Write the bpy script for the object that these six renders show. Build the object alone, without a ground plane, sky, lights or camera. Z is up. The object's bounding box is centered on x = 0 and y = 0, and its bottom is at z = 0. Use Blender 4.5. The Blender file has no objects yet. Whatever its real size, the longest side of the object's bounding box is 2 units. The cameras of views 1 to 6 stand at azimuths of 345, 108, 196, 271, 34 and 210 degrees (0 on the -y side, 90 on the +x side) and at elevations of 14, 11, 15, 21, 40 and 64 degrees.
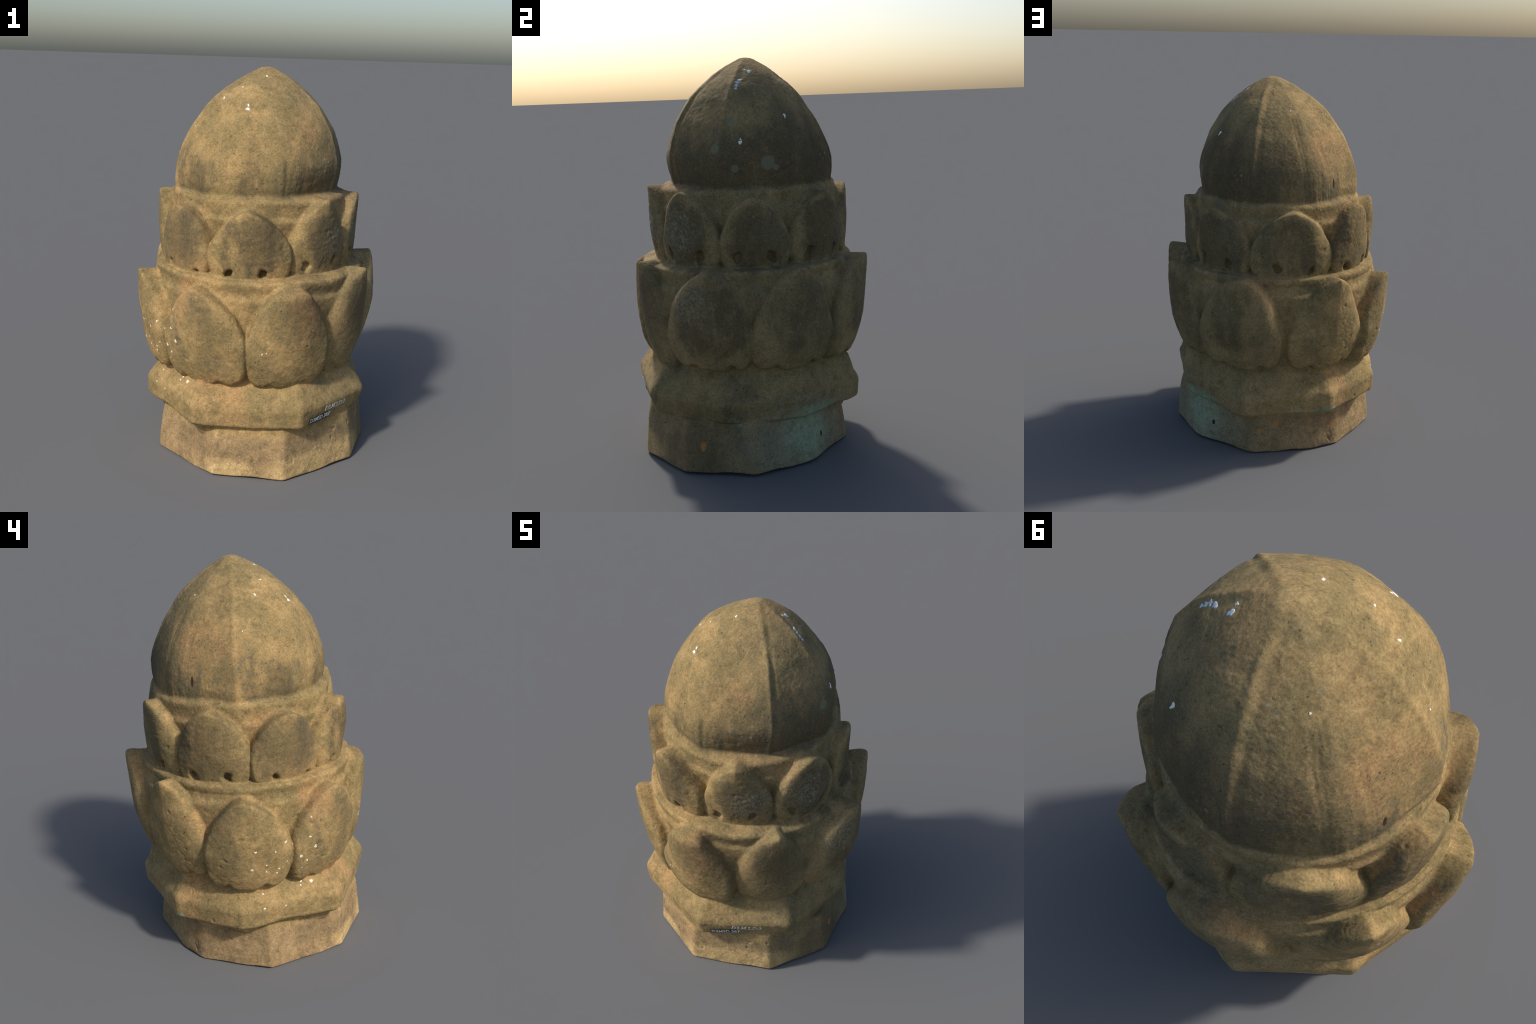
# Carved sandstone lotus-bud finial: plinth, octagonal moulding, two rings of
# eight petals around two cups, and a ribbed bud on top.
# The stone is described as one smooth implicit solid (profiles, polygons and
# petal outlines blended together), meshed once, then split into its parts.
import bpy
import math
import numpy as np

RAD = math.pi / 180.0
VOXEL = 0.0052

# --------------------------------------------------------------------------
# small helpers
# --------------------------------------------------------------------------


def profile(points, blur=0.010):
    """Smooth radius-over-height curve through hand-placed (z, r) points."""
    z = np.arange(-0.2, 2.25, 0.002)
    zs, rs = zip(*points)
    r = np.interp(z, zs, rs)
    n = int(3 * blur / 0.002)
    k = np.exp(-0.5 * (np.arange(-n, n + 1) * 0.002 / blur) ** 2)
    r = np.convolve(np.pad(r, n, mode="edge"), k / k.sum(), mode="valid")
    slope = np.gradient(r, 0.002)

    def at(q):
        return np.interp(q, z, r), np.interp(q, z, slope)

    return at


def smin(a, b, k):
    h = np.clip(0.5 + 0.5 * (b - a) / k, 0, 1)
    return b + (a - b) * h - k * h * (1 - h)


def smax(a, b, k):
    return -smin(-a, -b, k)


def wrap(a):
    return (a + math.pi) % (2 * math.pi) - math.pi


def polar(az, r, z):
    return (r * math.cos(az * RAD), r * math.sin(az * RAD), z)


def hashed(ix, iy, iz, seed):
    h = (ix * 374761393 + iy * 668265263 + iz * 2147483647 + seed * 1274126177) & 0xFFFFFFFF
    h = ((h ^ (h >> 13)) * 1274126177) & 0xFFFFFFFF
    h = ((h ^ (h >> 16)) * 2246822519) & 0xFFFFFFFF
    return (h ^ (h >> 15)) & 0xFFFFFFFF


def noise3(p, scale, seed):
    """Gradient noise in about -1..1 at the points p."""
    q = p * scale
    i = np.floor(q).astype(np.int64)
    f = q - i
    w = f * f * f * (f * (f * 6 - 15) + 10)
    out = 0
    for dx in (0, 1):
        for dy in (0, 1):
            for dz in (0, 1):
                h = hashed(i[:, 0] + dx, i[:, 1] + dy, i[:, 2] + dz, seed)
                g = np.stack([(h & 255), (h >> 8) & 255, (h >> 16) & 255], 1) / 127.5 - 1
                d = f - np.array([dx, dy, dz])
                wx = w[:, 0] if dx else 1 - w[:, 0]
                wy = w[:, 1] if dy else 1 - w[:, 1]
                wz = w[:, 2] if dz else 1 - w[:, 2]
                out = out + wx * wy * wz * (g * d).sum(1)
    return out


# --------------------------------------------------------------------------
# plinth and moulding: irregular polygons with a little taper
# --------------------------------------------------------------------------


def polygon_field(corners):
    """Signed distance (convex, rounded corners) to a polygon given as (azimuth, radius)."""
    pts = [(r * math.cos(a * RAD), r * math.sin(a * RAD)) for a, r in corners]
    edges = []
    for (x0, y0), (x1, y1) in zip(pts, pts[1:] + pts[:1]):
        l = math.hypot(x1 - x0, y1 - y0)
        nx, ny = (y1 - y0) / l, -(x1 - x0) / l
        edges.append((nx, ny, nx * x0 + ny * y0))

    def at(x, y, k):
        d = None
        for nx, ny, c in edges:
            e = nx * x + ny * y - c
            d = e if d is None else smax(d, e, k)
        return d

    return at


PLINTH = polygon_field([(-125, 0.590), (-91, 0.611), (-49, 0.603), (-16, 0.594), (18, 0.556),
                        (53, 0.502), (94, 0.485), (135, 0.472), (151, 0.497), (-168, 0.556)])
PLINTH_OUT = profile([(0.0, 0.014), (0.06, 0.010), (0.20, -0.006), (0.30, -0.03)], 0.02)


def plinth(x, y, z):
    out, _ = PLINTH_OUT(z)
    d = PLINTH(x, y, 0.012) - out
    th = np.arctan2(y, x)
    lift = 0.004 * (1 + np.sin(5 * th + 1) * np.sin(11 * th)) * np.clip((np.sqrt(x * x + y * y) - 0.30) / 0.15, 0, 1)
    lift = lift + 0.008 * np.clip(np.cos(th - 0.25), 0, 1)
    return smax(smax(d, z - 0.27, 0.02), lift - z, 0.004)


MOULDING = polygon_field([(-134, 0.655), (-84, 0.648), (-38, 0.620), (4, 0.588), (46, 0.570),
                          (91, 0.580), (140, 0.570), (178, 0.606)])
MOULDING_OUT = profile([(0.19, -0.08), (0.240, -0.072), (0.254, -0.022), (0.268, -0.006), (0.352, 0.0),
                        (0.375, -0.006), (0.43, -0.045), (0.48, -0.086), (0.55, -0.13)], 0.0055)


# how far the moulding rides up or sags, by azimuth
MOULDING_SAG = [(-180, -0.004), (-149, 0.010), (-90, 0.006), (0, 0.0), (60, -0.006), (140, -0.016), (170, -0.010), (180, -0.004)]
# broken corners: azimuth, radius, height, size
MOULDING_CHIPS = [(-173, 0.640, 0.240, 0.052), (-168, 0.655, 0.330, 0.050), (-30, 0.66, 0.24, 0.06), (-142, 0.665, 0.225, 0.05)]


def moulding(x, y, z):
    th = np.arctan2(y, x)
    out, slope = MOULDING_OUT(z - np.interp(th / RAD, *zip(*MOULDING_SAG)) - 0.004 * np.sin(9 * th + 1) * np.sin(4 * th))
    # fuller neck on one side, chamfered foot on the other
    out = out + 0.040 * np.clip(np.cos(th - 60 * RAD) + 0.2, 0, 1) * np.clip((z - 0.39) / 0.08, 0, 1)
    out = out - 0.020 * np.clip(np.cos(th + 5 * RAD), 0, 1) * np.clip((0.36 - z) / 0.08, 0, 1)
    d = (MOULDING(x, y, 0.014) - out) / np.sqrt(1 + slope**2)
    d = smax(smax(d, z - 0.55, 0.02), 0.19 - z, 0.02)
    for az, r, h, rad in MOULDING_CHIPS:
        cx, cy, cz = polar(az, r, h)
        d = smax(d, rad - np.sqrt((x - cx) ** 2 + (y - cy) ** 2 + ((z - cz) * 1.3) ** 2), 0.015)
    return d


# --------------------------------------------------------------------------
# the two cups behind the petals
# --------------------------------------------------------------------------


CUP_BIG = profile([(0.42, 0.44), (0.50, 0.475), (0.62, 0.517), (0.78, 0.540), (0.905, 0.552),
                   (0.925, 0.540), (0.950, 0.543), (0.980, 0.553), (1.02, 0.552)], 0.006)
CUP_SMALL = profile([(0.96, 0.44), (1.05, 0.430), (1.18, 0.433), (1.275, 0.455), (1.295, 0.443),
                     (1.33, 0.446), (1.36, 0.450), (1.40, 0.45)], 0.006)


# how far the wall between two big petals is cut back, by azimuth
CUP_CUT = [(-180, 0.0), (-165, 0.0), (-110, 0.0), (-84, -0.008), (-64, 0.004), (-46, 0.0), (-25, -0.008), (18, 0.0), (63, 0.0), (95, 0.008),
           (113, 0.016), (138, 0.012), (158, 0.004), (180, 0.0)]
CUP_RIM = [(-180, -0.006), (-130, 0.0), (-60, 0.003), (-20, -0.008), (20, -0.016), (90, -0.018), (135, -0.030), (160, -0.014), (180, -0.006)]


def cup_big(rho, th, z):
    r, s = CUP_BIG(z)
    r = r - np.interp(th / RAD, *zip(*CUP_CUT)) * np.clip((0.98 - z) / 0.06, 0, 1)
    r = r + np.interp(th / RAD, *zip(*CUP_RIM)) * np.clip((z - 0.92) / 0.04, 0, 1)
    top = z - 1.005 - (0.53 - rho) * 0.25
    return smax(smax((rho - r) / np.sqrt(1 + s * s), top, 0.014), 0.42 - z, 0.02)


def cup_small(rho, z):
    r, s = CUP_SMALL(z)
    top = z - 1.375 - (0.45 - rho) * 0.35
    return smax(smax((rho - r) / np.sqrt(1 + s * s), top, 0.02), 0.95 - z, 0.02)


# --------------------------------------------------------------------------
# petals: egg-shaped outline, convex outer face, thick rounded rim
# --------------------------------------------------------------------------

PETAL_BIG_FACE = profile([(0.42, 0.505), (0.47, 0.541), (0.52, 0.565), (0.58, 0.584), (0.68, 0.603),
                          (0.80, 0.615), (0.92, 0.623), (1.00, 0.627), (1.10, 0.632)], 0.015)
PETAL_SMALL_FACE = profile([(0.95, 0.480), (1.03, 0.502), (1.10, 0.512), (1.20, 0.519),
                            (1.30, 0.522), (1.42, 0.522)], 0.015)

# centre azimuth, left edge, right edge, tip height, push outwards, ridge, tip pointedness, chip height, bend, foot height
PETALS_BIG = [
    (-135, -156, -110, 0.965, 0.018, 0.000, 1.50, 9, 0.014, 0.460),
    (-89, -110, -68, 1.005, 0.012, 0.006, 1.6, 0.985, 0.014, 0.458),
    (-43, -66, -26, 1.025, -0.012, 0.008, 1.5, 9, 0.024, 0.475),
    (1, -27, 19, 1.020, 0.027, 0.000, 1.7, 9, 0.042, 0.525),
    (42, 18, 63, 1.025, 0.000, 0.020, 1.5, 9, 0.012, 0.513),
    (90, 63, 110, 1.018, 0.002, 0.000, 1.9, 9, 0.026, 0.503),
    (140, 114, 161, 1.005, -0.019, 0.018, 1.45, 9, 0.010, 0.492),
    (180, 161, 203, 0.960, 0.026, 0.000, 1.5, 9, 0.020, 0.462),
]
PETALS_SMALL = [
    (-153, -174, -134, 1.340, 0.024, 0.000, 2.0, 9, 0.012, 0.985),
    (-111, -134, -86, 1.335, 0.021, 0.012, 1.5, 9, 0.014, 0.980),
    (-64, -86, -42, 1.385, -0.010, 0.008, 1.5, 9, 0.014, 0.990),
    (-20, -41, 2, 1.380, 0.000, 0.000, 1.65, 9, 0.016, 1.000),
    (22, 2, 43, 1.350, -0.002, 0.000, 1.6, 9, 0.014, 1.000),
    (66, 43, 90, 1.355, -0.004, 0.010, 1.6, 9, 0.014, 1.000),
    (117, 90, 143, 1.350, 0.000, 0.000, 1.65, 9, 0.014, 0.995),
    (163, 143, 186, 1.355, 0.012, 0.004, 1.8, 9, 0.014, 0.985),
]
# petals that are turned a little about their own height (slope of the face)
TURN = {90: -0.06, 140: 0.06, -43: 0.03}
# drilled holes at the foot of the petals: azimuth, height, radius
HOLES_SMALL = [(-161, 1.03, .014), (-141, 1.01, .012), (-121, 1.03, .019), (-102, 1.035, .019), (-76, 1.06, .018),
               (-55, 1.08, .018), (-32, 1.085, .017), (-10, 1.075, .020), (12, 1.07, .020), (31, 1.07, .022),
               (55, 1.07, .021), (76, 1.065, .019), (107, 1.06, .019), (128, 1.045, .017), (154, 1.035, .019), (173, 1.04, .019)]
HOLES_BIG = [(-153, .490, .023), (-126, .488, .030), (-97, .486, .031), (-75, .490, .030), (-52, .500, .026), (-34, .508, .021),
             (-14, .538, .022), (5, .535, .026), (31, .540, .026), (54, .540, .027), (78, .540, .025), (98, .540, .025),
             (128, .540, .025), (148, .532, .023), (176, .490, .028), (-162, .490, .025)]


def petal(theta, rho, z, item, face, middle, ref, thick):
    centre, left, right, tip, push, ridge, point, chip, bend, foot = item
    fall = 0.034 if ref > 0.55 else 0.022
    u = wrap(theta - centre * RAD) * ref
    half = np.where(u > 0, (right - centre) * RAD * ref, (centre - left) * RAD * ref) - 0.004
    q = np.abs(u) / half
    drop = (foot - 0.458) * np.clip((0.80 - z) / 0.2, 0, 1) if ref > 0.55 else 0.0
    # lobed lower edge: two notches beside a middle lobe
    foot = foot + (0.034 if ref > 0.55 else 0.012) * np.exp(-(((q - 0.45) / 0.13) ** 2))
    r, slope = face(z - drop)
    depth = np.clip(r + push - rho, 0.0, 0.10)
    zz = z
    z = np.where(z > middle, z + 0.40 * depth * np.clip((z - middle) / 0.1, 0, 1), z)
    up = z > middle
    s = np.where(up, (z - middle) / (tip - middle), (middle - z) / (middle - foot))
    a = np.where(up, point, 5.0)
    b = np.where(up, 2.0, 4.0)
    qa = np.maximum(q, 1e-4)
    sa = np.maximum(s, 1e-4)
    F = qa**a + sa**b - 1
    span = np.where(up, tip - middle, middle - foot)
    grad = np.sqrt((a * qa ** (a - 1) / half) ** 2 + (b * sa ** (b - 1) / span) ** 2)
    outline = F / np.maximum(grad, 1.0 / half)
    z = zz
    shoulder = np.minimum(qa**a + sa**b, 1.2) ** 3 * np.minimum(1.6 * q, 1) * np.where(up, np.clip(2.2 * s, 0, 1), 0)
    bulge = r + push + TURN.get(centre, 0.0) * u - bend * q * q + ridge * (1 - np.minimum(q, 1)) - ridge * 0.5 - fall * shoulder
    outer = (rho - bulge) / np.sqrt(1 + slope**2)
    # flanks slope back into the cup, so the outline widens with depth
    flank = (outline + 0.38 * np.clip(rho - bulge, -0.09, 0.0)) * 0.9
    d = smax(flank, outer, 0.016)
    d = smax(d, (r + push - thick) - rho, 0.02)
    if chip < 5:
        d = smax(d, (z - chip) * 0.85 + (rho - 0.57) * 0.5, 0.02)
    return d


# --------------------------------------------------------------------------
# bud: eight rounded gores with ribs along some of the corners
# --------------------------------------------------------------------------

BUD_FACE = profile([(1.30, 0.405), (1.36, 0.412), (1.43, 0.424), (1.50, 0.421), (1.55, 0.411), (1.61, 0.390),
                    (1.69, 0.355), (1.735, 0.326), (1.81, 0.276), (1.85, 0.238), (1.925, 0.150), (1.955, 0.108),
                    (1.985, 0.052), (2.0, 0.026), (2.02, 0.0)], 0.010)
# azimuth, sharpness of the corner, height of the rib, its half width, height above which the rib fades
RIBS = [(-91, 0.55, 0.003, 0.011, 1.60), (-44, 0.75, 0.005, 0.012, 2.02), (1, 0.95, 0.004, 0.013, 2.02), (45, 0.40, 0.0, 0.010, 1.5),
        (90, 0.75, 0.005, 0.014, 2.02), (137, 0.60, -0.003, 0.012, 1.80), (181, 1.05, 0.002, 0.012, 2.02), (-136, 0.45, 0.0, 0.010, 1.5),
        (127, 0.0, -0.0025, 0.008, 1.85), (146, 0.0, -0.0025, 0.007, 1.70)]
# the bud is not quite round: outward swelling by azimuth
BUD_SWELL = [(-180, 0.004), (-160, 0.013), (-135, 0.019), (-100, 0.015), (-67, 0.009), (-20, 0.009), (22, 0.001),
             (67, -0.003), (105, -0.013), (135, -0.014), (160, -0.006), (180, 0.004)]
BUD_FOOT = [(-180, 0.0), (-95, 0.0), (-75, -0.014), (-55, -0.020), (-25, -0.014), (0, -0.002), (180, 0.0)]


def bud(x, y, z):
    t = (z - 1.4) / 0.6
    bx, by = x + 0.013 - 0.033 * t, y - 0.020 - 0.013 * t
    rho = np.sqrt(bx * bx + by * by)
    th = np.arctan2(by, bx)
    r, slope = BUD_FACE(z)
    corner = 0
    rib = 0
    for az, sharp, high, wide, fade in RIBS:
        d = wrap(th - az * RAD)
        a = np.abs(d)
        # an octagon's corner rises 1/cos towards its edge
        corner = corner + sharp * np.where(a < 22.5 * RAD, 1 / np.cos(22.5 * RAD - np.sqrt(a * a + 0.0007)) - 1, 0)
        arc = d * rho
        high = high * np.clip((fade - z) / 0.08, 0, 1) * (0.85 + 0.18 * np.sin(19 * z + az))
        rib = rib + high * np.exp(-((arc / wide) ** 2))
        rib = rib - 0.9 * np.abs(high) * np.exp(-(((arc - 2.0 * wide) / wide) ** 2))
    corner = np.clip(corner, 0, 0.09)
    swell = np.interp(th / RAD, *zip(*BUD_SWELL)) * np.clip(r / 0.2, 0, 1) * (0.3 + 1.5 * np.clip((z - 1.38) / 0.32, 0, 1))
    swell = swell + np.interp(th / RAD, *zip(*BUD_FOOT)) * np.clip((1.53 - z) / 0.10, 0, 1)
    r = r * (1 + 0.75 * corner) + swell + rib * np.clip((rho - 0.015) / 0.06, 0, 1)
    d = (rho - r) / np.sqrt(1 + slope**2)
    return smax(smax(d, z - 2.0, 0.012), 1.30 - z, 0.02)


# --------------------------------------------------------------------------
# the whole stone
# --------------------------------------------------------------------------

PART_NAMES = ["plinth", "moulding", "lotus_cup", "lotus_cup", "bud"] + ["petal"] * 16


def hand_cut(x, y, z):
    """Nothing on the stone is exactly straight or round: bend space by a few millimetres."""
    wx = 0.0016 * (np.sin(11 * y + 7 * z + 1.0) + np.sin(23 * z - 17 * y + 2.0))
    wy = 0.0016 * (np.sin(12 * x - 8 * z + 0.5) + np.sin(21 * z + 19 * x + 4.0))
    wz = 0.0022 * (np.sin(14 * x + 9 * y + 3.0) + np.sin(24 * y - 15 * x + 0.7))
    return x + wx, y + wy, z + wz * np.clip((z - 0.03) / 0.1, 0, 1) * np.clip((1.97 - z) / 0.1, 0, 1)


def fields(p):
    x, y, z = hand_cut(p[:, 0], p[:, 1], p[:, 2])
    xs = x + 0.006
    rho_b, th_b = np.sqrt(xs * xs + y * y), np.arctan2(y, xs)
    xu = x + 0.010
    yu = y - 0.004
    rho_s, th_s = np.sqrt(xu * xu + yu * yu), np.arctan2(yu, xu)
    out = [plinth(x, y, z), moulding(x, y, z), cup_big(rho_b, th_b, z), cup_small(rho_s, z), bud(x, y, z)]
    for item in PETALS_BIG:
        out.append(part_near(petal, th_b, rho_b, z, item, PETAL_BIG_FACE, 0.68, 0.60, 0.150, 0.40, 1.10))
    for item in PETALS_SMALL:
        out.append(part_near(petal, th_s, rho_s, z, item, PETAL_SMALL_FACE, 1.12, 0.51, 0.110, 0.92, 1.45))
    return out, (th_b, rho_b, th_s, rho_s)


def part_near(f, theta, rho, z, item, face, middle, ref, thick, low, high):
    """Evaluate a petal only where it can matter."""
    near = (np.abs(wrap(theta - item[0] * RAD)) < 45 * RAD) & (z > low) & (z < high) & (rho > 0.3)
    d = np.full(theta.shape, 0.3)
    if near.any():
        d[near] = f(theta[near], rho[near], z[near], item, face, middle, ref, thick)
    return d


def stone(p):
    f, (th_b, rho_b, th_s, rho_s) = fields(p)
    z = p[:, 2]
    body = smin(f[0], f[1], 0.006)
    body = smin(body, f[2], 0.02)
    body = smin(body, f[3], 0.02)
    body = smin(body, f[4], 0.018)
    d = f[5]
    for i in range(6, 21):
        d = smin(d, f[i], 0.006)
    for holes, th, rho, inner in ((HOLES_SMALL, th_s, rho_s, 0.466), (HOLES_BIG, th_b, rho_b, 0.488)):
        near = np.abs(z - (1.05 if inner < 0.5 else 0.52)) < 0.12
        if not near.any():
            continue
        dn, tn, rn, zn = d[near], th[near], rho[near], z[near]
        for i, (az, h, rad) in enumerate(holes):
            w = zn - h
            u = wrap(tn - az * RAD) * rn + 0.35 * math.sin(i * 2.3) * w
            u = u + 0.003 * np.sin(w * 160 + i)
            w = np.where(w < 0, w * (0.55 + 0.2 * math.sin(i * 1.7)), w)
            hole = np.sqrt(u * u + (w * 0.9) ** 2 + np.maximum(inner + 0.012 - rn, 0) ** 2) - rad
            dn = smax(dn, -hole, 0.018)
        d[near] = dn
    # wide fillets where petals grow out of the wall, tight ones at their undercut feet
    feet = np.maximum(np.clip((0.60 - z) / 0.06, 0, 1), np.clip((1.12 - z) / 0.04, 0, 1) * np.clip((z - 0.97) / 0.02, 0, 1))
    return smin(body, d, 0.022 - 0.016 * feet)


def in_chunks(f, p, size=400000):
    return np.concatenate([f(p[i:i + size]) for i in range(0, len(p), size)])


def surface_nets():
    """Mesh the zero surface of the stone on a regular grid, one vertex per crossed cell."""
    h = VOXEL
    low = np.array([-0.70, -0.70, -0.035])
    n = (np.ceil((np.array([0.70, 0.70, 2.03]) - low) / (4 * h)).astype(int) + 1) * 4
    nc = n // 4
    g = np.stack(np.meshgrid(*[(np.arange(k) * 4 + 1.5) * h for k in nc], indexing="ij"), -1).reshape(-1, 3) + low
    coarse = in_chunks(stone, g).reshape(nc)
    near = np.abs(coarse) < 0.035
    active = near.repeat(4, 0).repeat(4, 1).repeat(4, 2)
    grid = coarse.astype(np.float32).repeat(4, 0).repeat(4, 1).repeat(4, 2)
    idx = np.argwhere(active)
    grid[active] = in_chunks(stone, idx * h + low)
    sign = grid < 0
    s = sign.astype(np.int8)
    total = sum(s[a:n[0] - 1 + a, b:n[1] - 1 + b, c:n[2] - 1 + c] for a in (0, 1) for b in (0, 1) for c in (0, 1))
    cells = (total > 0) & (total < 8)
    cell = np.argwhere(cells)
    number = np.full(cells.shape, -1, np.int32)
    number[cells] = np.arange(len(cell))
    acc = np.zeros((len(cell), 3))
    cnt = np.zeros(len(cell))
    corners = [(a, b, c) for a in (0, 1) for b in (0, 1) for c in (0, 1)]
    for c0 in corners:
        for axis in range(3):
            if c0[axis]:
                continue
            c1 = list(c0)
            c1[axis] = 1
            f0 = grid[tuple((cell + c0).T)]
            f1 = grid[tuple((cell + c1).T)]
            cut = (f0 < 0) != (f1 < 0)
            t = f0[cut] / (f0[cut] - f1[cut])
            pos = np.tile(np.array(c0, float), (cut.sum(), 1))
            pos[:, axis] += t
            acc[cut] += pos
            cnt[cut] += 1
    verts = (cell + acc / cnt[:, None]) * h + low
    quads = []
    for axis in range(3):
        a, b = (axis + 1) % 3, (axis + 2) % 3
        lo = [slice(None)] * 3
        hi = [slice(None)] * 3
        lo[axis], hi[axis] = slice(0, -1), slice(1, None)
        cross = sign[tuple(lo)] != sign[tuple(hi)]
        e = np.argwhere(cross)
        e = e[(e[:, a] > 0) & (e[:, b] > 0) & (e[:, a] < n[a] - 1) & (e[:, b] < n[b] - 1)]
        flip = sign[tuple(e.T)]
        q = []
        for da, db in ((1, 1), (0, 1), (0, 0), (1, 0)):
            o = e.copy()
            o[:, a] -= da
            o[:, b] -= db
            q.append(number[tuple(o.T)])
        q = np.stack(q, 1)
        q[~flip] = q[~flip][:, ::-1]
        quads.append(q)
    return verts, np.concatenate(quads)


def gradient(p, e=0.0015):
    g = np.zeros_like(p)
    for k in range(3):
        d = np.zeros(3)
        d[k] = e
        g[:, k] = (in_chunks(stone, p + d) - in_chunks(stone, p - d)) / (2 * e)
    return g


def vertex_normals(v, q):
    fn = np.cross(v[q[:, 2]] - v[q[:, 0]], v[q[:, 3]] - v[q[:, 1]])
    nrm = np.zeros_like(v)
    for k in range(4):
        for c in range(3):
            nrm[:, c] += np.bincount(q[:, k], fn[:, c], len(v))
    return nrm / np.maximum(np.linalg.norm(nrm, axis=1, keepdims=True), 1e-12)


def weather(v, nrm):
    """Soft lumps, tool unevenness and grain of worn sandstone."""
    d = 0.0045 * noise3(v, 7.0, 3)
    d += 0.0024 * noise3(v, 18.0, 5)
    d += 0.0015 * noise3(v, 45.0, 7)
    d += 0.0013 * noise3(v, 95.0, 9)
    pits = noise3(v, 38.0, 11) + 0.35 * noise3(v, 12.0, 12)
    d -= 0.0040 * np.clip((pits - 0.42) / 0.15, 0, 1) * np.clip((1.50 - v[:, 2]) / 0.1, 0.15, 1)
    # the foot of the bud and the plinth are the roughest
    rough = np.clip(1 - np.abs(v[:, 2] - 1.45) / 0.12, 0, 1) + np.clip(1 - v[:, 2] / 0.1, 0, 1) * 0.7
    d += rough * 0.0022 * noise3(v * np.array([1, 1, 0.55]), 60.0, 13)
    # slanting chisel marks on the small petals
    slant = v @ np.array([[0.8, 0.0, 0.3], [0.0, 0.8, 0.3], [-1.2, 1.0, 1.5]])
    small = np.clip(1 - np.abs(v[:, 2] - 1.18) / 0.15, 0, 1) * np.clip((np.hypot(v[:, 0], v[:, 1]) - 0.48) / 0.02, 0, 1)
    d += small * 0.0028 * noise3(slant, 26.0, 15)
    keep = np.clip((v[:, 2] - 0.002) / 0.02, 0, 1)
    return v + nrm * (d * keep)[:, None]


# --------------------------------------------------------------------------
# materials
# --------------------------------------------------------------------------


class Graph:
    """Short-hand for wiring shader nodes."""

    def __init__(self, material):
        self.tree = material.node_tree
        self.bsdf = self.tree.nodes["Principled BSDF"]
        self.where = self.tree.nodes.new("ShaderNodeTexCoord").outputs["Object"]
        split = self.tree.nodes.new("ShaderNodeSeparateXYZ")
        self.tree.links.new(self.where, split.inputs[0])
        self.x, self.y, self.z = split.outputs

    def put(self, socket, value):
        if isinstance(value, bpy.types.NodeSocket):
            self.tree.links.new(value, socket)
        elif hasattr(socket, "default_value"):
            if socket.type == "RGBA" and len(value) == 3:
                value = (*value, 1)
            socket.default_value = value

    def math(self, op, a, b=0.0, c=0.0):
        n = self.tree.nodes.new("ShaderNodeMath")
        n.operation = op
        for s, v in zip(n.inputs, (a, b, c)):
            self.put(s, v)
        return n.outputs[0]

    def add(self, a, b):
        return self.math("ADD", a, b)

    def mul(self, a, b):
        return self.math("MULTIPLY", a, b)

    def scaled(self, by):
        n = self.tree.nodes.new("ShaderNodeMapping")
        self.put(n.inputs["Vector"], self.where)
        n.inputs["Scale"].default_value = by
        return n.outputs[0]

    def noise(self, scale, detail=4.0, rough=0.6, at=None, shift=0.0):
        n = self.tree.nodes.new("ShaderNodeTexNoise")
        n.noise_dimensions = "4D"
        self.put(n.inputs["Vector"], at or self.where)
        n.inputs["W"].default_value = shift
        n.inputs["Scale"].default_value = scale
        n.inputs["Detail"].default_value = detail
        n.inputs["Roughness"].default_value = rough
        return n.outputs["Fac"]

    def cells(self, scale, at=None):
        n = self.tree.nodes.new("ShaderNodeTexVoronoi")
        self.put(n.inputs["Vector"], at or self.where)
        n.inputs["Scale"].default_value = scale
        return n.outputs["Distance"], n.outputs["Color"]

    def step(self, value, low, high):
        n = self.tree.nodes.new("ShaderNodeMapRange")
        n.interpolation_type = "SMOOTHSTEP"
        self.put(n.inputs["Value"], value)
        n.inputs["From Min"].default_value = low
        n.inputs["From Max"].default_value = high
        return n.outputs["Result"]

    def mix(self, fac, a, b):
        n = self.tree.nodes.new("ShaderNodeMix")
        n.data_type = "RGBA"
        self.put(n.inputs[0], fac)
        self.put(n.inputs[6], a)
        self.put(n.inputs[7], b)
        return n.outputs[2]

    def shade(self, colour, value):
        """Multiply a colour by a number."""
        n = self.tree.nodes.new("ShaderNodeVectorMath")
        n.operation = "SCALE"
        self.put(n.inputs[0], colour)
        self.put(n.inputs["Scale"], value)
        return n.outputs[0]

    def blob(self, centre, radius, squash=(1, 1, 1), soft=0.5, wobble=None):
        """1 inside an ellipsoid around centre, falling to 0 outside, with a ragged edge."""
        n = self.tree.nodes.new("ShaderNodeMapping")
        self.put(n.inputs["Vector"], self.where)
        n.vector_type = "POINT"
        k = [q / radius for q in squash]
        n.inputs["Scale"].default_value = k
        n.inputs["Location"].default_value = [-c * q for c, q in zip(centre, k)]
        l = self.tree.nodes.new("ShaderNodeVectorMath")
        l.operation = "LENGTH"
        self.put(l.inputs[0], n.outputs[0])
        d = l.outputs["Value"]
        if wobble is not None:
            d = self.add(d, wobble)
        return self.math("SUBTRACT", 1.0, self.step(d, 1 - soft, 1 + soft))


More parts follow.
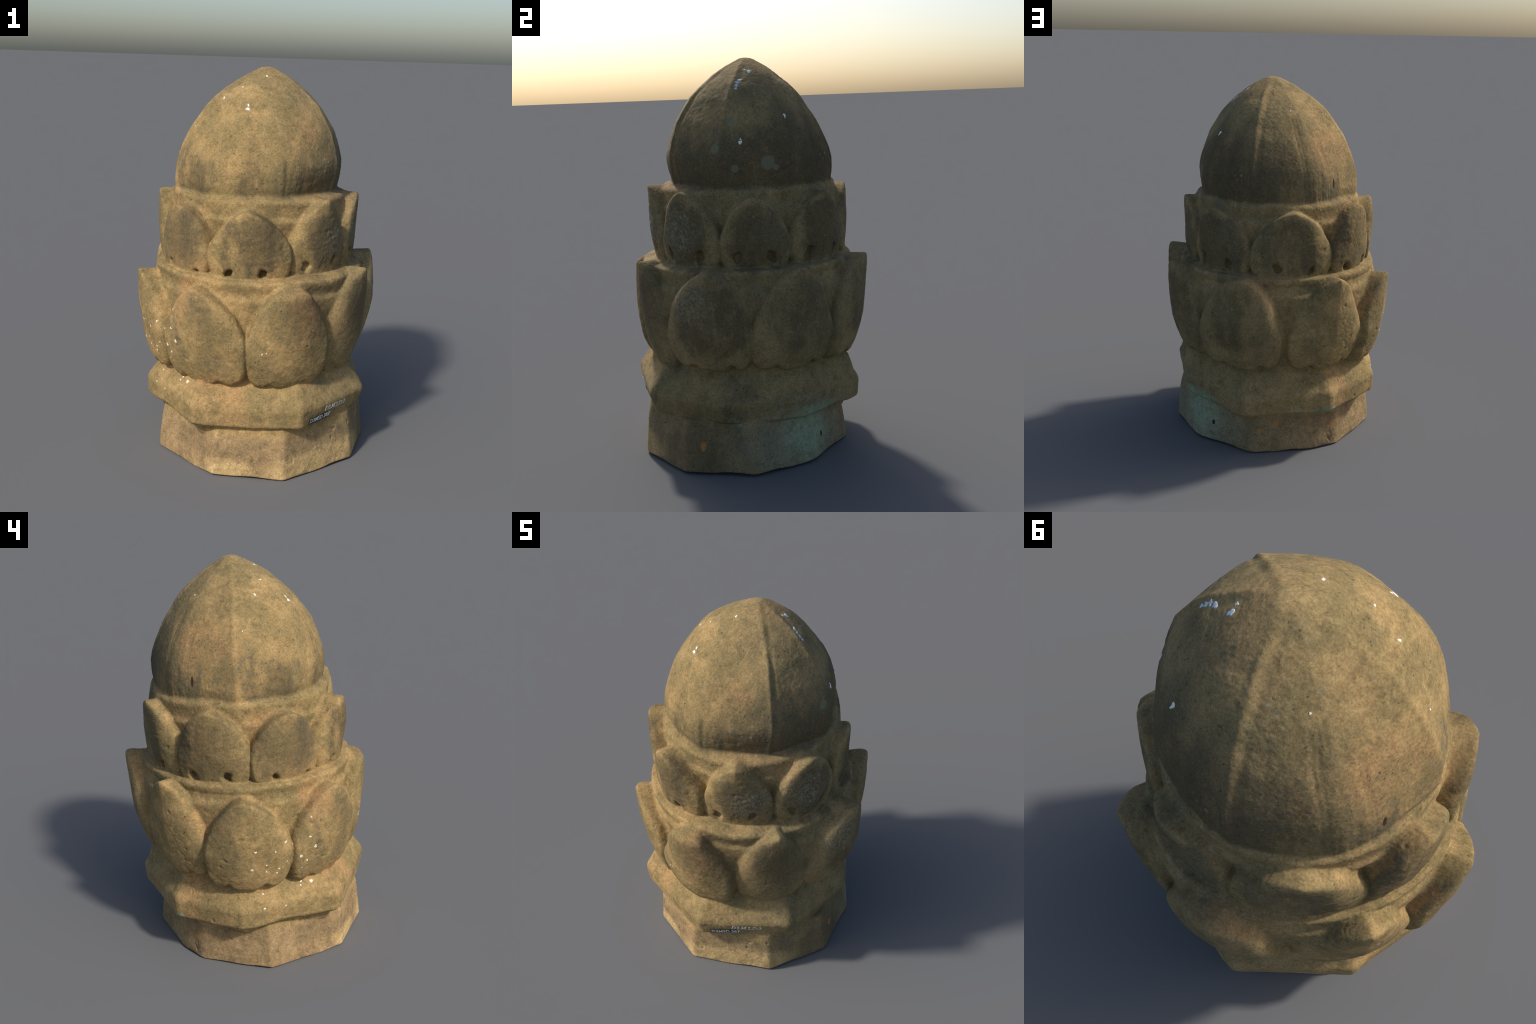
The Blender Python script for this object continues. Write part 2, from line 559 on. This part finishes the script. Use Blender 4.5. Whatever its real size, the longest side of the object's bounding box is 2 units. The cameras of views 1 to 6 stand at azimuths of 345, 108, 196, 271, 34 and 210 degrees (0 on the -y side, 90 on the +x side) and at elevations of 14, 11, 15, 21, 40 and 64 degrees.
# paint drips and splashes (azimuth, height, radius), snapped to the surface
WHITE_ON_BUD = [(-122, 1.803, .012), (-122, 1.818, .006), (-160, 1.845, .006), (-176, 1.70, .003), (-100, 1.955, .006),
                (-142, 1.90, .004), (52, 1.711, .009), (123, 1.835, .004), (17, 1.601, .010), (17, 1.615, .006)]
BLUE_ON_BUD = [(32, 1.928, .014), (25, 1.936, .007), (13, 1.850, .009), (13, 1.862, .010), (14, 1.876, .010), (17, 1.887, .011)]
LICHEN_ON_BUD = [(0, 1.573, .024), (34, 1.503, .033), (39, 1.478, .014), (13, 1.48, .018), (10, 1.70, .022)]
RUST = [(149, .130, .016), (108.7, .166, .016), (98, .127, .011), (-8, .145, .014), (-8, .128, .008)]
SPLASH = [(-175, .70, .009), (-176.5, .60, .013), (-170, .62, .009), (-166, .69, .010), (-164, .585, .010), (-170, .58, .009),
          (-165, .56, .008), (-161, .73, .008), (-160, .62, .008), (-157, .70, .012), (-153, .63, .010), (-149, .73, .008),
          (-152, .56, .008), (-160, .47, .007), (-164, .46, .009), (-171, .42, .010), (-171, .36, .010), (-149, .45, .009),
          (-144, .44, .012), (-150, .435, .012), (-160, .36, .006), (-148, .83, .008), (-146, .67, .010), (-150, .60, .009),
          (-103, .665, .009), (-101, .672, .007)]


def stone_material(snap, zone):
    """One stone everywhere; each zone adds only the stains that lie on it."""
    m = bpy.data.materials.new("weathered_sandstone_" + zone)
    m.use_nodes = True
    g = Graph(m)
    one_minus = lambda v: g.math("SUBTRACT", 1.0, v)
    broad = g.noise(2.6, 5, 0.6)
    patch = g.noise(6.0, 5, 0.65, shift=3.0)
    fine = g.noise(30.0, 5, 0.7, shift=5.0)
    grain = g.noise(120.0, 3, 0.75, shift=7.0)
    streak = g.noise(9.0, 4, 0.6, at=g.scaled((1.0, 1.0, 0.3)), shift=9.0)
    ragged = g.math("MULTIPLY_ADD", g.noise(55.0, 3, 0.6, shift=11.0), 1.6, -0.8)
    ragged_big = g.math("MULTIPLY_ADD", g.noise(14.0, 5, 0.7, shift=12.0), 2.4, -1.2)
    rho = g.math("SQRT", g.add(g.mul(g.x, g.x), g.mul(g.y, g.y)))
    azimuth = g.math("ARCTAN2", g.y, g.x)

    tan, olive, ochre = (0.355, 0.238, 0.101), (0.222, 0.162, 0.070), (0.385, 0.220, 0.096)
    c = g.mix(g.step(patch, 0.37, 0.61), tan, olive)
    c = g.mix(g.mul(g.step(broad, 0.52, 0.68), 0.65), c, ochre)

    # pinkish lime-dusted plinth
    if zone == "foot":
      low = one_minus(g.step(g.add(g.z, g.mul(ragged_big, 0.012)), 0.20, 0.225))
      c = g.mix(g.mul(low, 0.75), c, g.mix(g.step(patch, 0.42, 0.6), (0.315, 0.212, 0.108), (0.235, 0.158, 0.084)))

    # grime on the bud's lower half and petal faces; darker olive tone towards +x
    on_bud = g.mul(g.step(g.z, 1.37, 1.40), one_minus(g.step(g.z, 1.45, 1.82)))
    dark_side = g.step(g.add(g.mul(g.x, 1.0), g.mul(g.y, 0.45)), -0.35, 0.45)

    c = g.mix(g.mul(dark_side, 0.45), c, (0.215, 0.182, 0.100))

    def petal_faces(turn, z0, tall, inner):
        off = g.math("PINGPONG", g.add(azimuth, 8 * math.pi - turn * RAD), 22.5 * RAD)
        q = g.math("DIVIDE", off, 19.0 * RAD)
        s = g.math("DIVIDE", g.math("SUBTRACT", g.z, z0), tall)
        d = g.add(g.math("POWER", q, 3.0), g.math("POWER", g.math("ABSOLUTE", s), 3.0))
        return g.mul(one_minus(g.step(g.add(d, g.mul(ragged_big, 0.9)), 0.35, 1.35)), g.step(rho, inner, inner + 0.02))

    faces = g.math("MAXIMUM", petal_faces(-20, 1.165, 0.16, 0.478), g.mul(petal_faces(0, 0.76, 0.22, 0.575), 0.55))
    amount = g.add(g.add(g.mul(on_bud, 0.46), g.mul(faces, 0.48)), g.mul(dark_side, 0.32))
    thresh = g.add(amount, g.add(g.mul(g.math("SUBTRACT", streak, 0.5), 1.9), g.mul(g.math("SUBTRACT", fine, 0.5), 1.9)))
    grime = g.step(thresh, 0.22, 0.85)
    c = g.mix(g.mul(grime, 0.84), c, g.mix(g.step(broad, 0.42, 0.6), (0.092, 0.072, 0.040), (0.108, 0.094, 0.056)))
    # black algae where water ran off the bud and under the big petals
    algae = {"bud": [(100, .42, 1.50, .20), (58, .42, 1.55, .18), (-25, .43, 1.42, .16), (-62, .43, 1.40, .12)],
             "petals": [(-45, .60, .80, .17), (-80, .62, .86, .13), (162, .53, 1.18, .15), (-152, .54, 1.18, .14), (-60, .50, 1.20, .14), (-104, .53, 1.22, .10)], "foot": [(-12, .56, .10, .20)]}
    for az, r, z, rad in algae[zone]:
        centre = polar(az, r, z)
        k = g.blob(centre, rad, soft=0.75, wobble=g.mul(ragged_big, 0.8))
        c = g.mix(g.mul(k, 0.52), c, (0.082, 0.064, 0.037))
    # grey lichen bloom
    flecks, tint = g.cells(26.0, at=g.where)
    pick = g.step(g.noise(5.0, 3, 0.5, shift=21.0), 0.56, 0.66)
    bloom = g.mul(g.mul(one_minus(g.step(g.add(flecks, g.mul(ragged, 0.12)), 0.16, 0.24)), pick), g.step(dark_side, 0.05, 0.5))
    c = g.mix(g.mul(bloom, 0.45), c, (0.27, 0.27, 0.20))
    flecked = {"bud": [], "petals": [(-22, .52, 1.18, .10), (-56, .50, 1.17, .09), (-8, .61, .88, .10)], "foot": [(12, .58, .28, .05)]}
    for az, r, z, rad in flecked[zone]:
        k = g.blob(polar(az, r, z), rad, soft=0.6, wobble=g.mul(ragged_big, 0.9))
        c = g.mix(g.mul(g.mul(k, g.step(g.noise(70.0, 4, 0.8, shift=31.0), 0.46, 0.62)), 0.6), c, (0.30, 0.29, 0.22))

    if zone == "foot":
        # green copper stain on the plinth and a trace along the moulding
        wash = g.blob(polar(47, .52, .12), 0.30, (1, 1, 1.6), 0.5, g.mul(ragged_big, 0.7))
        c = g.mix(g.mul(wash, 0.55), c, (0.27, 0.27, 0.185))
        green = g.blob(polar(52, .50, .165), 0.125, (1, 1, 0.9), 0.55, g.mul(ragged_big, 0.7))
        c = g.mix(g.mul(green, 0.75), c, (0.275, 0.335, 0.215))
        for az, z, rad in ((138, .252, .08), (120, .25, .08), (62, .28, .08), (48, .30, .06)):
            k = g.blob(polar(az, .57, z), rad, (1, 1, 3.2), 0.5, g.mul(ragged_big, 0.8))
            c = g.mix(g.mul(k, 0.6), c, (0.24, 0.30, 0.19))
        # cream patch on the front foot of the plinth
        for az, rad in ((-58, .22), (-80, .18), (-118, .12)):
            k = g.blob(polar(az, .58, .045), rad, (1, 1, 2.4), 0.4, g.mul(ragged_big, 0.6))
            c = g.mix(g.mul(k, 0.8), c, (0.50, 0.345, 0.155))

    # grain and pits
    c = g.shade(c, g.math("MULTIPLY_ADD", g.math("SUBTRACT", fine, 0.5), 1.5, 1.0))
    c = g.shade(c, g.math("MULTIPLY_ADD", g.math("SUBTRACT", grain, 0.5), 1.7, 1.0))
    speck = g.mul(g.step(g.noise(75.0, 2, 0.5, shift=14.0), 0.63, 0.70), g.step(g.add(patch, g.mul(on_bud, 0.15)), 0.44, 0.60))
    c = g.mix(g.mul(speck, 0.75), c, (0.062, 0.046, 0.026))
    pale = g.step(g.noise(85.0, 2, 0.5, shift=17.0), 0.66, 0.73)
    c = g.mix(g.mul(pale, 0.35), c, (0.40, 0.32, 0.19))

    if zone == "bud":
        for az, z, rad in LICHEN_ON_BUD:
            c = g.mix(g.mul(g.blob(snap(az, z), rad, soft=0.2, wobble=g.mul(ragged, 0.35)), 0.6), c, (0.20, 0.205, 0.135))
        c = g.mix(g.blob(snap(150, 1.47), .018, (2.6, 2.6, 0.6), 0.3), c, (0.06, 0.03, 0.022))
    if zone == "foot":
        for az, z, rad in RUST:
            c = g.mix(g.mul(g.blob(snap(az, z), rad, (1, 1, 0.7), 0.4, g.mul(ragged, 0.5)), 0.8), c, (0.44, 0.20, 0.065))
        c = g.mix(g.blob(snap(63, .115), .010, (1, 1, 0.7), 0.2), c, (0.03, 0.032, 0.035))

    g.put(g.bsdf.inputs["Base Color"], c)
    g.bsdf.inputs["Roughness"].default_value = 0.92
    g.bsdf.inputs["Specular IOR Level"].default_value = 0.2
    bump = g.tree.nodes.new("ShaderNodeBump")
    bump.inputs["Strength"].default_value = 0.55
    bump.inputs["Distance"].default_value = 0.004
    g.put(bump.inputs["Height"], g.add(g.mul(fine, 0.8), g.mul(grain, 0.5)))
    g.put(g.bsdf.inputs["Normal"], bump.outputs[0])
    return m


def plain_material(name, colour, rough):
    m = bpy.data.materials.new(name)
    m.use_nodes = True
    g = Graph(m)
    g.put(g.bsdf.inputs["Base Color"], g.shade(colour, g.math("MULTIPLY_ADD", g.noise(150.0, 3), 0.7, 0.65)))
    g.bsdf.inputs["Roughness"].default_value = rough
    return m


# --------------------------------------------------------------------------
# build
# --------------------------------------------------------------------------


def mesh_object(name, verts, faces, mat, parent, normals=None):
    me = bpy.data.meshes.new(name)
    me.vertices.add(len(verts))
    me.vertices.foreach_set("co", np.asarray(verts, np.float32).ravel())
    me.loops.add(faces.size)
    me.loops.foreach_set("vertex_index", faces.ravel().astype(np.int32))
    me.polygons.add(len(faces))
    me.polygons.foreach_set("loop_start", np.arange(len(faces), dtype=np.int32) * faces.shape[1])
    me.update(calc_edges=True)
    me.validate()
    me.polygons.foreach_set("use_smooth", np.ones(len(me.polygons), bool))
    if normals is not None:
        me.normals_split_custom_set_from_vertices([tuple(n) for n in normals])
    me.materials.append(mat)
    ob = bpy.data.objects.new(name, me)
    bpy.context.scene.collection.objects.link(ob)
    ob.parent = parent
    return ob


def build():
    root = bpy.data.objects.new("lotus_bud_finial", None)
    bpy.context.scene.collection.objects.link(root)
    root["label"] = "weathered sandstone lotus bud finial with two petal rings"
    root["category"] = "stone finial"

    v, q = surface_nets()
    for _ in range(2):
        g = gradient(v)
        f = in_chunks(stone, v)
        step = f[:, None] * g / np.maximum((g * g).sum(1, keepdims=True), 0.25)
        ln = np.linalg.norm(step, axis=1, keepdims=True)
        v = v - step * np.minimum(1, VOXEL * 0.8 / np.maximum(ln, 1e-9))
    label = np.concatenate([np.argmin(np.stack(fields(v[i:i + 400000])[0]), 0) for i in range(0, len(v), 400000)])
    v = weather(v, vertex_normals(v, q))
    v[:, 2] = np.maximum(v[:, 2], 0.0)
    nrm = vertex_normals(v, q)

    angle = np.arctan2(v[:, 1], v[:, 0])

    def snap(az, z):
        """Outermost surface point at an azimuth and a height."""
        near = np.where((np.abs(wrap(angle - az * RAD)) < 0.03) & (np.abs(v[:, 2] - z) < 0.012))[0]
        if not len(near):
            near = np.array([np.argmin(np.abs(wrap(angle - az * RAD)) + np.abs(v[:, 2] - z))])
        r = np.hypot(v[near, 0], v[near, 1])
        return polar(az, float(np.median(r[r > r.max() - 0.02])), z)

    zones = {name: stone_material(snap, name) for name in ("foot", "petals", "bud")}
    zone_of = {"plinth": "foot", "moulding": "foot", "lotus_cup": "petals", "petal": "petals", "bud": "bud"}
    face_label = np.sort(label[q], axis=1)[:, 1]
    made = {}
    for part, name in enumerate(PART_NAMES):
        fq = q[face_label == part]
        if not len(fq):
            continue
        used, inv = np.unique(fq, return_inverse=True)
        made[part] = mesh_object(name, v[used], inv.reshape(fq.shape), zones[zone_of[name]], root, nrm[used])
    paint_splashes(v, q, root)
    inventory_marks(v, q, root)


def paint_splashes(v, q, owner):
    """Drops of whitewash: thin ragged skins lying on the stone, in two colours."""
    from mathutils import Vector
    from mathutils.bvhtree import BVHTree
    tree = BVHTree.FromPolygons([tuple(p) for p in v], q.tolist())
    rng = np.random.default_rng(7)
    for colour, drops, long in (((0.72, 0.66, 0.50), SPLASH, 1.0), ((0.85, 0.84, 0.78), WHITE_ON_BUD, 1.3), ((0.52, 0.60, 0.66), BLUE_ON_BUD, 1.1)):
        verts, faces = [], []
        for az, z, rad in drops:
            out = Vector(polar(az, 1.0, 0.0))
            origin = out * 1.0 + Vector((0, 0, z))
            hit, normal, _, _ = tree.ray_cast(origin, -out)
            if hit is None:
                continue
            side = Vector((0, 0, 1)).cross(normal).normalized()
            up = normal.cross(side)
            rad = rad * (rng.uniform(0.45, 1.15) if drops is SPLASH else rng.uniform(0.9, 1.15))
            lobes = rng.uniform(0.35, 1.25, 9)
            lobes = np.interp(np.arange(18) / 2.0, np.arange(10), np.append(lobes, lobes[0]))
            first = len(verts)
            for ring, high in ((0.0, 0.0012), (0.55, 0.0012), (0.9, 0.0009), (1.0, -0.0015)):
                for k in range(18 if ring else 1):
                    a = k * 20 * RAD
                    p = hit + (side * math.cos(a) + up * math.sin(a) * long) * (rad * ring * (lobes[k] if ring else 1))
                    near = tree.find_nearest(p)
                    verts.append(tuple(near[0] + near[1] * high))
            for k in range(18):
                j = (k + 1) % 18
                faces.append((first, first + 1 + k, first + 1 + j))
                for r in (0, 1):
                    a, b = first + 1 + 18 * r, first + 19 + 18 * r
                    faces.append((a + k, b + k, b + j, a + j))
        me = bpy.data.meshes.new("paint_splash")
        me.from_pydata(verts, [], faces)
        me.polygons.foreach_set("use_smooth", np.ones(len(me.polygons), bool))
        me.materials.append(plain_material("whitewash", colour, 0.8))
        ob = bpy.data.objects.new("paint_splash", me)
        bpy.context.scene.collection.objects.link(ob)
        ob.parent = owner
        ob["kind"] = "stuff"


def inventory_marks(v, q, owner):
    """A black museum tag with a white number, and a second number painted above it."""
    from mathutils import Vector
    from mathutils.bvhtree import BVHTree
    centre = v[q[:, 0]]
    q = q[(centre[:, 0] > 0.0) & (centre[:, 1] < -0.35) & (centre[:, 2] > 0.18) & (centre[:, 2] < 0.48)]
    used, inv = np.unique(q, return_inverse=True)
    tree = BVHTree.FromPolygons([tuple(p) for p in v[used]], inv.reshape(q.shape).tolist())
    along = Vector((math.cos(33.5 * RAD), math.sin(33.5 * RAD), 0.0))
    out = Vector((along.y, -along.x, 0.0))

    def place(x, y, start, tilt, lift):
        p = start + along * (x * math.cos(tilt) - y * math.sin(tilt)) + Vector((0, 0, x * math.sin(tilt) + y * math.cos(tilt)))
        hit, normal, _, _ = tree.ray_cast(p + out * 0.3, -out)
        return (hit if hit else p) + out * lift

    black = plain_material("black_lacquer", (0.012, 0.012, 0.013), 0.5)
    white = plain_material("white_ink", (0.62, 0.62, 0.58), 0.7)

    def slab(name, pts, faces, mat, parent, start, tilt, lift, thick):
        front = [place(x, y, start, tilt, lift + thick) for x, y in pts]
        back = [place(x, y, start, tilt, lift) for x, y in pts]
        n = len(pts)
        me = bpy.data.meshes.new(name)
        count = {}
        for f in faces:
            for e in zip(f, f[1:] + f[:1]):
                count[e] = 1
        rim = [(a + n, b + n, b, a) for a, b in count if (b, a) not in count]
        me.from_pydata([tuple(p) for p in front + back], [], [tuple(f) for f in faces] + [tuple(i + n for i in f[::-1]) for f in faces] + rim)
        me.materials.append(mat)
        ob = bpy.data.objects.new(name, me)
        bpy.context.scene.collection.objects.link(ob)
        ob.parent = parent
        return ob

    def writing(name, text, size, parent, start, tilt, lift, shear):
        cu = bpy.data.curves.new(name, "FONT")
        cu.body, cu.size, cu.resolution_u, cu.shear, cu.offset = text, size, 3, shear, size * 0.012
        ob = bpy.data.objects.new(name, cu)
        me = bpy.data.meshes.new_from_object(ob)
        pts = [(p.co.x, p.co.y) for p in me.vertices]
        faces = [list(f.vertices) for f in me.polygons]
        bpy.data.objects.remove(ob)
        bpy.data.curves.remove(cu)
        bpy.data.meshes.remove(me)
        return slab(name, pts, faces, white, parent, start, tilt, lift, 0.0008)

    nx, ny, w, h = 28, 8, 0.146, 0.034
    pts = [(w * i / nx, h * j / ny) for j in range(ny + 1) for i in range(nx + 1)]
    faces = [[j * (nx + 1) + i, j * (nx + 1) + i + 1, (j + 1) * (nx + 1) + i + 1, (j + 1) * (nx + 1) + i] for j in range(ny) for i in range(nx)]
    start = Vector((0.110, -0.600, 0.281))
    tag = slab("inventory_tag", pts, faces, black, owner, start, 0.0, 0.0012, 0.0015)
    writing("inventory_number", "D3MSD.387", 0.0315, tag, start + along * 0.004 + Vector((0, 0, 0.008)), 0.0, 0.0030, 0.0)
    writing("inventory_number", "D3.M.S.D:3", 0.036, owner, Vector((0.212, -0.548, 0.325)), -0.03, 0.0010, 0.15)


build()
